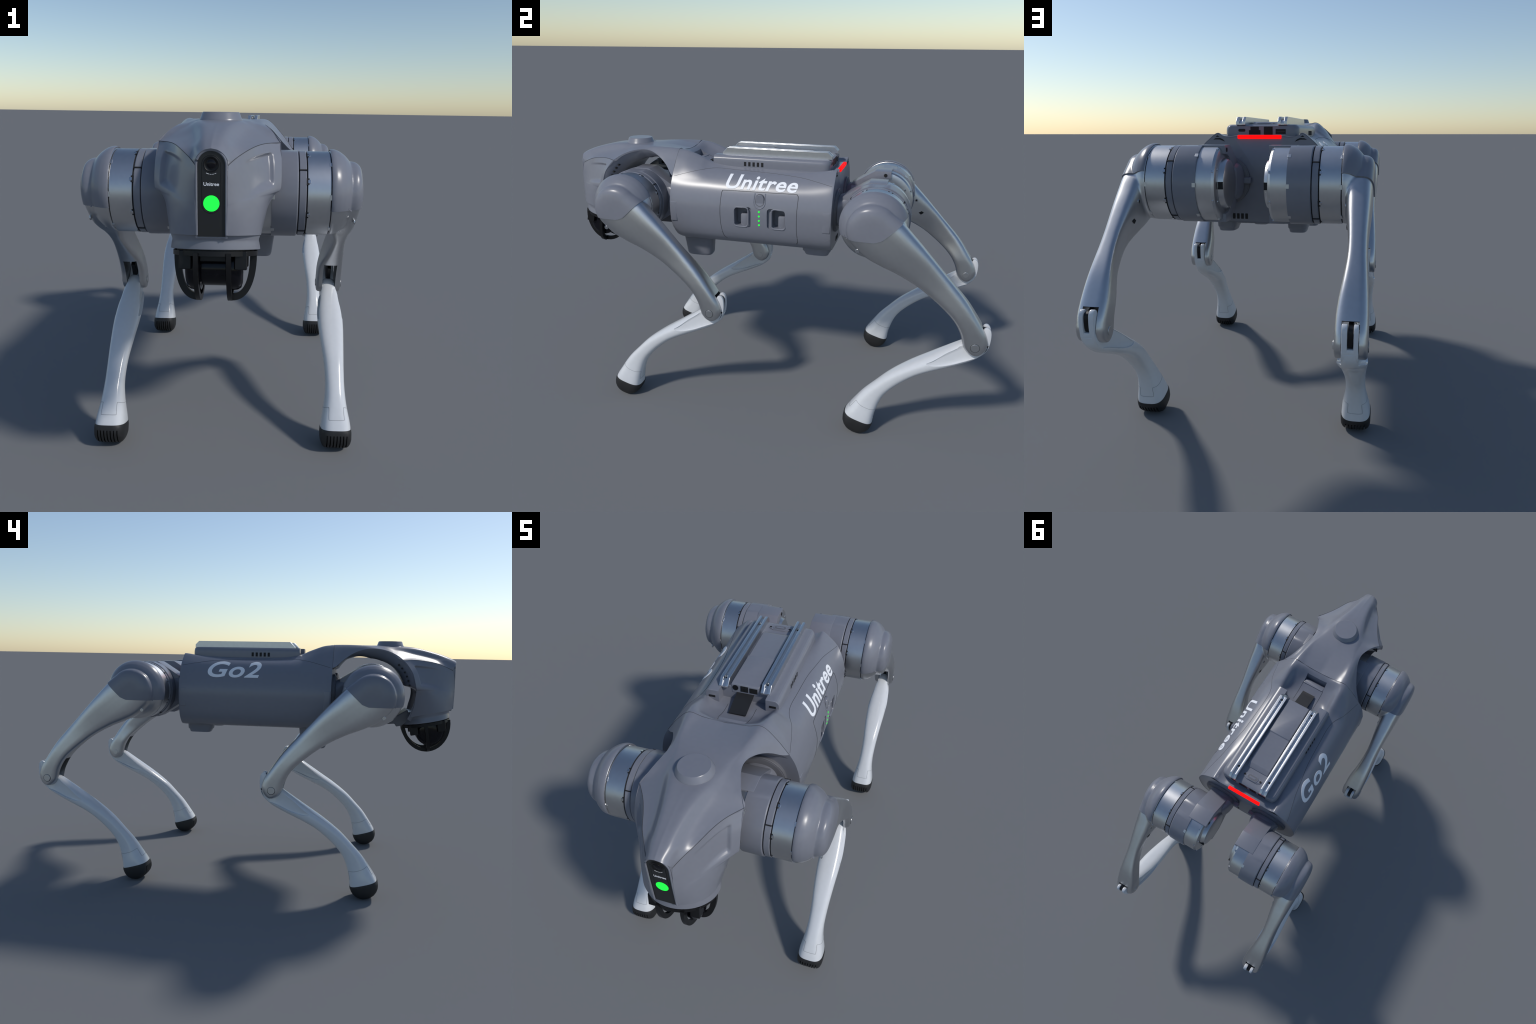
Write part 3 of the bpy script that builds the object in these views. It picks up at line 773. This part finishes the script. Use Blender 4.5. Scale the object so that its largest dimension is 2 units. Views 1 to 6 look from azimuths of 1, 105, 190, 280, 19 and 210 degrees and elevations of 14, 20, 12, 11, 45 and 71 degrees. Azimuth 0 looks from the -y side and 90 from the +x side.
def pockets():  # solid dark blocks that stand in for slots and openings
    parts = []
    for k in range(8):
        a = math.radians(22.5 + 45 * k)
        m = box(0.266, 0.2745, -0.003, 0.0008, -0.0105, 0.0105)
        m.transform(Matrix.Translation((0, 0.1357 * math.cos(a), HIP_Z + 0.1357 * math.sin(a))) @ Matrix.Rotation(a, 4, 'X')); parts.append(m)
    # dark block standing in for the connector mouth on the hub
    parts.append(box(0.0735, 0.090, 0.070, 0.0925, HIP_Z - 0.013, HIP_Z + 0.013))
    # dark strips drawn as the splits of the collar
    for a in (math.radians(38), math.radians(142), math.radians(232), math.radians(308)):
        m = box(0.2445, 0.2665, -0.004, 0.0042, -0.0018, 0.0018)
        m.transform(Matrix.Translation((0, 0.1362 * math.cos(a), HIP_Z + 0.1362 * math.sin(a))) @ Matrix.Rotation(a, 4, 'X')); parts.append(m)
    return join("motor_slot_blocks", parts, DARK_FILL, 30)
pocket_me = pockets()
bhole = prism(circle2(0.004, HIP_Z + 0.1215, 0.008, 18), 0.0785, 0.0809, 'x', 0, 1, "bracket_hole_disc", DARK_FILL)  # dark disc on the bracket face in place of a bored hole

# ================================================================== THIGH
KNEE = (0.434, 0.491)
TD = Vector((0.705, -0.709)); TN = Vector((0.709, 0.705))        # thigh axis and its upper normal in (y, z)
U = spline([(0.071, 0.9950), (0.120, 0.9560), (0.165, 0.910), (0.208, 0.865), (0.294, 0.771), (0.383, 0.674), (0.437, 0.599), (0.470, 0.546), (0.4830, 0.510)], 10)
L = spline([(-0.071, 0.8540), (-0.022, 0.8120), (0.040, 0.7820), (0.114, 0.752), (0.202, 0.704), (0.290, 0.637), (0.343, 0.585), (0.373, 0.535), (0.3850, 0.495)], 10)
NS = 60
Ud, Ld = resample(U, NS), resample(L, NS)
XO = [(0, 0.449), (0.1, 0.4485), (0.2, 0.447), (0.38, 0.4415), (0.5, 0.4395), (0.62, 0.4435), (0.72, 0.449), (0.86, 0.4545), (1.0, 0.4555)]
XI = [(0, 0.351), (0.10, 0.352), (0.2, 0.356), (0.3, 0.364), (0.42, 0.372), (0.52, 0.375), (0.62, 0.371), (0.72, 0.361), (0.82, 0.355), (1.0, 0.353)]
def slab_ring(u, l, xi, xo, ex, n=40, skew=0.0):
    cy, cz = (u[0] + l[0]) / 2, (u[1] + l[1]) / 2
    hy, hz = (u[0] - l[0]) / 2, (u[1] - l[1]) / 2
    cx, hx = (xi + xo) / 2, (xo - xi) / 2
    out = []
    for i in range(n):
        a = 2 * math.pi * i / n
        c = math.copysign(abs(math.cos(a)) ** ex, math.cos(a)); s = math.copysign(abs(math.sin(a)) ** ex, math.sin(a))
        x = cx + hx * s
        if skew and s < 0: x -= skew * s * (0.5 - 0.5 * c)
        out.append((x, cy + hy * c, cz + hz * c))
    return out
rs = []
# rounded root of the blade, concentric with the hip axis
for k in range(10):
    a = math.pi / 2 * (1 - k / 10.0)
    h = 0.100 * max(0.06, math.cos(a)); o_ = -0.098 * math.sin(a)
    c = Vector((0, HIP_Z)) + TD * o_
    rs.append(slab_ring(tuple(c + TN * h), tuple(c - TN * h), 0.352 + 0.03 * (1 - math.cos(a)), 0.449 - 0.024 * (1 - math.cos(a)) ** 1.5, 0.62))
for i in range(NS):
    t = i / (NS - 1)
    rs.append(slab_ring(Ud[i], Ld[i], smooth_tab(XI, t, 0.09), smooth_tab(XO, t, 0.09), 0.62 - 0.10 * sstep(0.0, 0.4, t), 40, 0.020 * sstep(0.28, 0.52, t) * sstep(0.90, 0.68, t)))
# rounded knee end swept as a half circle
for k in range(1, 10):
    a = math.pi / 2 * k / 9.0
    c = math.cos(a); s_ = math.sin(a)
    dirx, dirz = (Ud[-1][0] - Ld[-1][0]), (Ud[-1][1] - Ld[-1][1])
    ln = math.hypot(dirx, dirz); ux, uz = dirx / ln, dirz / ln
    dx, dz = uz, -ux
    mx, mz = (Ud[-1][0] + Ld[-1][0]) / 2, (Ud[-1][1] + Ld[-1][1]) / 2
    h = ln / 2 * max(c, 0.05); off = ln / 2 * 1.02 * s_
    u = (mx + ux * h + dx * off, mz + uz * h + dz * off); l = (mx - ux * h + dx * off, mz - uz * h + dz * off)
    rs.append(slab_ring(u, l, 0.353 + 0.006 * (1 - c), 0.4555 - 0.004 * (1 - c), 0.52))
V, F = loft(rs)
bar_me = mesh_from("thigh_bar", V, F)
DOME = [(0.3435, 0.1345), (0.346, 0.1370), (0.357, 0.1370), (0.372, 0.1315), (0.388, 0.121), (0.401, 0.108), (0.407, 0.098), (0.409, 0.08), (0.409, 0.005)]
V, F = revolve_x(DOME, 96, 0.0, HIP_Z)
dome_me = mesh_from("thigh_dome", V, F)
thigh_raw = join("thigh_raw", [bar_me, dome_me])
thigh_me = modify(thigh_raw, ("REMESH", {"mode": 'VOXEL', "voxel_size": 0.0032, "adaptivity": 0.0}),
                  ("SMOOTH", {"factor": 0.5, "iterations": 14}))
cap_me = thigh_me.copy()
# knee slot
slot = prism([(0.36, 0.40), (0.53, 0.40), (0.53, 0.572), (0.44, 0.572), (0.405, 0.596), (0.345, 0.596), (0.325, 0.56)], 0.3765, 0.4295, 'x')
thigh_me = cut(thigh_me, slot, SILVER, 40)
finish(thigh_me, SILVER, True, 45)
slot_shade = prism([(0.335, 0.62), (0.352, 0.590), (0.405, 0.592), (0.44, 0.568), (0.449, 0.568), (0.420, 0.600), (0.37, 0.640)], 0.378, 0.428, 'x', 0, 1, "knee_slot_shade", DARK_FILL)  # added near-black block, puts the shade of the knee slot into colour

# paint cap: the upper skin of the hip, lifted off and thickened
bm = bmesh.new(); bm.from_mesh(cap_me)
def slice_off(co, no):
    gm = bm.verts[:] + bm.edges[:] + bm.faces[:]
    bmesh.ops.bisect_plane(bm, geom=gm, plane_co=co, plane_no=no, clear_inner=True)
slice_off((0, 0, 0.8845), (0, 0, 1))
p0 = Vector((0.125, 0.9700)); p1 = Vector((0.036, 0.8880)); d = (p0 - p1).normalized()
slice_off((0, p0.x, p0.y), (0, -d.y, d.x))
slice_off((0, 0.020, 0.8862), (0, -0.36, 0.93))
slice_off((0.3465, 0, 0), (1, 0, 0))
bm.normal_update()
for v in bm.verts: v.co += v.normal * 0.0042
bm.to_mesh(cap_me); bm.free()
cap_me = modify(cap_me, ("SOLIDIFY", {"thickness": 0.006, "offset": -1.0}))
finish(cap_me, PAINT, True, 50)
pin_me = join("knee_pin", [prism(circle2(KNEE[0], KNEE[1], 0.0165, 28), 0.4545, 0.4572, 'x', 0.001, 2), prism(circle2(KNEE[0], KNEE[1], 0.015, 28), 0.3515, 0.354, 'x', 0.001, 2)], SILVER)
pin_ring = join("knee_pin_seam", [tube([(0.4552, y, z) for y, z in circle2(KNEE[0], KNEE[1], 0.0178, 32)], 0.0009, 6, closed=True)], SEAM)
screw_me = join("thigh_screw", [prism(circle2(-0.052, 0.838, 0.0085, 18), 0.425, 0.4305, 'x', 0.001, 1), prism(circle2(0.015, 0.800, 0.0075, 18), 0.39, 0.4005, 'x', 0.001, 1)], STEEL)
THB = bvh_of(thigh_me)
def inner_x(y, z):
    h_ = THB.ray_cast(Vector((0.1, y, z)), Vector((1, 0, 0)))
    return h_[0].x if h_[0] else 0.36
xh = inner_x(0.179, 0.803)
thigh_dark_diamond = prism([(0.165, 0.8035), (0.179, 0.814), (0.193, 0.8035), (0.179, 0.793)], xh - 0.0012, xh + 0.02, 'x', 0, 1, "thigh_dark_diamond", DARK_FILL)  # dark diamond set at the surface, stands in for a recess
xs_ = inner_x(0.150, 0.868)
thigh_screw_disc = prism(circle2(0.150, 0.868, 0.0085, 18), xs_ - 0.001, xs_ + 0.02, 'x', 0.001, 1, "thigh_screw_disc", STEEL)
thigh_screw_dark = prism(circle2(0.150, 0.868, 0.0045, 14), xs_ - 0.0016, xs_ + 0.02, 'x', 0, 1, "thigh_screw_dark", DARK_FILL)  # dark disc over the steel one, drawn as the screw hole

# ================================================================== CALF
CU = spline([(0.470, 0.500), (0.425, 0.510), (0.387, 0.492), (0.330, 0.455), (0.269, 0.415), (0.188, 0.362), (0.112, 0.304), (0.055, 0.247), (0.006, 0.194), (-0.040, 0.127), (-0.064, 0.088)], 10)
CL = spline([(0.488, 0.480), (0.476, 0.450), (0.436, 0.417), (0.377, 0.388), (0.282, 0.346), (0.224, 0.314), (0.166, 0.268), (0.117, 0.218), (0.088, 0.170), (0.067, 0.104), (0.0595, 0.050)], 10)
NC = 90
CUd, CLd = resample(CU, NC), resample(CL, NC)
CXI = [(0, 0.378), (0.10, 0.366), (0.18, 0.357), (0.28, 0.353), (0.40, 0.354), (0.52, 0.360), (0.66, 0.3700), (0.78, 0.372), (0.88, 0.365), (0.96, 0.355), (1.0, 0.3525)]
CXO = [(0, 0.428), (0.10, 0.440), (0.18, 0.449), (0.28, 0.453), (0.40, 0.452), (0.52, 0.447), (0.66, 0.4420), (0.78, 0.4405), (0.88, 0.447), (0.96, 0.459), (1.0, 0.4625)]
rs = [slab_ring(CUd[i], CLd[i], smooth_tab(CXI, i / (NC - 1)), smooth_tab(CXO, i / (NC - 1)), 0.80 - 0.14 * sstep(0.75, 1.0, i / (NC - 1)), 48) for i in range(NC)]
V, F = loft(rs)
calf_me = mesh_from("calf", V, F, WHITE, angle=60)
# side scoops that clear the thigh fork
sc = [(0.258, 0.389), (0.285, 0.407), (0.33, 0.443), (0.385, 0.485), (0.42, 0.56), (0.56, 0.56), (0.56, 0.44), (0.48, 0.437), (0.455, 0.433), (0.434, 0.431), (0.40, 0.419), (0.35, 0.399), (0.30, 0.386), (0.27, 0.384)]
sc = spline(sc + [sc[0]], 4)[:-1]
def scoop(outer, inner, tip):
    m = prism(sc, outer, inner, 'x')
    for v in m.vertices:
        if abs(v.co.x - inner) < 1e-5: v.co.x += (tip - inner) * sstep(0.41, 0.26, v.co.y)
    return m
tool = join("cutter", [scoop(0.30, 0.3775, 0.3600), scoop(0.50, 0.4285, 0.4465)])
calf_me = cut(calf_me, tool, WHITE, 40)
calf_me = bevel_mesh(calf_me, 0.002, 2, 40, 40)
# crank lever rising behind the knee: two cheeks and a lower block
lev = spline([(0.420, 0.455), (0.455, 0.445), (0.478, 0.462), (0.489, 0.490), (0.4925, 0.525), (0.4900, 0.553), (0.482, 0.566), (0.471, 0.569), (0.461, 0.561), (0.455, 0.535), (0.440, 0.515), (0.420, 0.500)], 4)
blk = [p for p in [(0.400, 0.450), (0.455, 0.4445), (0.477, 0.460), (0.4885, 0.485), (0.489, 0.497), (0.40, 0.497)]]
calf_me = join("calf", [calf_me, prism(lev, 0.3785, 0.3955, 'x', 0.003, 2), prism(lev, 0.4135, 0.4275, 'x', 0.003, 2), prism(blk, 0.379, 0.4275, 'x', 0.002, 2)], WHITE, 40)
rod_me = prism(spline([(0.43, 0.50), (0.478, 0.498), (0.488, 0.525), (0.486, 0.552), (0.476, 0.561), (0.455, 0.564), (0.42, 0.573), (0.40, 0.56)], 4), 0.397, 0.412, 'x', 0.002, 2, "push_rod", BLACK)
# foot socket seams
def calf_section(t):
    f = t * (NC - 1); i = min(NC - 2, int(f)); k = f - i
    def L_(a, b): return tuple(p + (q - p) * k for p, q in zip(a, b))
    u, l = L_(CUd[i], CUd[i + 1]), L_(CLd[i], CLd[i + 1])
    return slab_ring(u, l, smooth_tab(CXI, t), smooth_tab(CXO, t), 0.80 - 0.14 * sstep(0.75, 1.0, t), 96)
def seam_on_calf():
    # angle 0 = shin side, 90 = outer face; tongue dips toward the foot at the shin and calf side
    path = []
    for i in range(192):
        a = 360.0 * i / 192
        d = min(abs(((a - c + 180) % 360) - 180) for c in (0, 180))
        t = 0.885 + 0.062 * (1 - sstep(24, 30, d)) + 0.008 * sstep(30, 90, d) - 0.004
        ring = calf_section(t)
        f = a / 360 * 96; j = int(f) % 96; k = f - int(f)
        path.append(tuple(p + (q - p) * k for p, q in zip(ring[j], ring[(j + 1) % 96])))
    return tube(path, 0.0007, 6, "socket_seam", material("socket_seam_line", (0.25, 0.26, 0.28), 0.5), True)  # grey tube on the shell draws the joint, no gap is cut
sock_me = seam_on_calf()

# ================================================================== FOOT
fu, fl = Vector((-0.0645, 0.0875)), Vector((0.0600, 0.0495))
ax = (fu - fl).normalized(); dn = Vector((ax.y, -ax.x))       # dn points down/forward
if dn.y > 0: dn = -dn
fc = (fu + fl) / 2; fr = (fu - fl).length / 2
def foot_ring(k, off, hx, ex):
    u = fc + ax * fr * k + dn * off; l = fc - ax * fr * k + dn * off
    return slab_ring((u.x, u.y), (l.x, l.y), 0.4075 - hx, 0.4075 + hx, ex, 64)
rs = [foot_ring(1.0, -0.004, 0.0545, 0.66), foot_ring(1.01, 0.0, 0.0555, 0.62), foot_ring(1.015, 0.008, 0.0562, 0.60), foot_ring(0.995, 0.020, 0.0562, 0.58),
      foot_ring(0.93, 0.034, 0.0560, 0.56), foot_ring(0.80, 0.047, 0.0530, 0.54), foot_ring(0.62, 0.0575, 0.0485, 0.52), foot_ring(0.42, 0.0635, 0.0440, 0.52), foot_ring(0.20, 0.0665, 0.0400, 0.52), foot_ring(0.03, 0.0670, 0.037, 0.52)]
V, F = loft(rs)
foot_me = mesh_from("foot", V, F, RUBBER, angle=60)
# tread grooves: cut slots across the sole, running heel to toe
sl = []
for k in range(7):
    x = 0.4075 + (k - 3) * 0.0115
    inner = [(fc.x + ax.x * fr * c * 0.90 + dn.x * (0.014 + o), fc.y + ax.y * fr * c * 0.90 + dn.y * (0.014 + o)) for c, o in
             ((-1.00, 0.0), (-0.86, 0.014), (-0.66, 0.030), (-0.40, 0.042), (0, 0.0475), (0.40, 0.042), (0.66, 0.030), (0.86, 0.014), (1.00, 0.0))]
    outer = [(fc.x + ax.x * fr * c + dn.x * o, fc.y + ax.y * fr * c + dn.y * o) for c, o in ((1.4, 0.014), (1.2, 0.10), (-1.2, 0.10), (-1.4, 0.014))]
    sl.append(prism(inner + outer, x - 0.002, x + 0.002, 'x'))
foot_me = cut(foot_me, join("cutter", sl), RUBBER, 40)
zmin = min(v.co.z for v in foot_me.vertices)
for v in foot_me.vertices:          # the sole rests exactly on the ground
    v.co.z -= zmin * sstep(0.09, 0.03, v.co.z)

# ================================================================== PLACE THE LEGS
for end, hy in HIP_Y.items():
    sy = 1 if end == "rear" else -1
    for s in (1, -1):
        def put(name, me, parent, flip_y=False):
            key = (me.name, s, sy if flip_y else 1)
            if key not in CACHE: CACHE[key] = mirrored(me, s, sy if flip_y else 1)
            return obj(name, CACHE[key], parent, (0, hy, -0.0025 if flip_y else 0.0))
        CACHE = globals().setdefault("CACHE", {})
        hip = put("hip", bracket, ROOT, True)
        put("inner_motor", inner_motor, hip, True)
        put("motor_hub", hub, hip, True)
        put("hip_band", band, hip, True)
        put("dark_groove_core", gap_ring, hip, True)
        put("dark_groove_core", gap2, hip, True)
        put("hip_collar", collar, hip, True)
        put("outer_motor", outer_motor, hip, True)
        put("roll_ring", roll_ring, hip, True)
        put("motor_bolts", bolt_me, hip, True)["kind"] = "stuff"
        put("motor_slot_blocks", pocket_me, hip, True)["kind"] = "stuff"
        put("motor_notches", notch_me, hip, True)["kind"] = "stuff"
        put("bracket_hole_disc", bhole, hip, True)
        th = put("thigh", thigh_me, ROOT)
        put("thigh_cap", cap_me, th)
        put("knee_pin", pin_me, th)
        put("knee_pin_seam", pin_ring, th)
        put("thigh_screw", screw_me, th)
        put("thigh_dark_diamond", thigh_dark_diamond, th)
        put("thigh_screw_disc", thigh_screw_disc, th)
        put("thigh_screw_disc", thigh_screw_dark, th)
        put("knee_slot_shade", slot_shade, th)
        ca = put("calf", calf_me, ROOT)
        put("push_rod", rod_me, ca)
        put("socket_seam", sock_me, ca)
        put("foot", foot_me, ca)
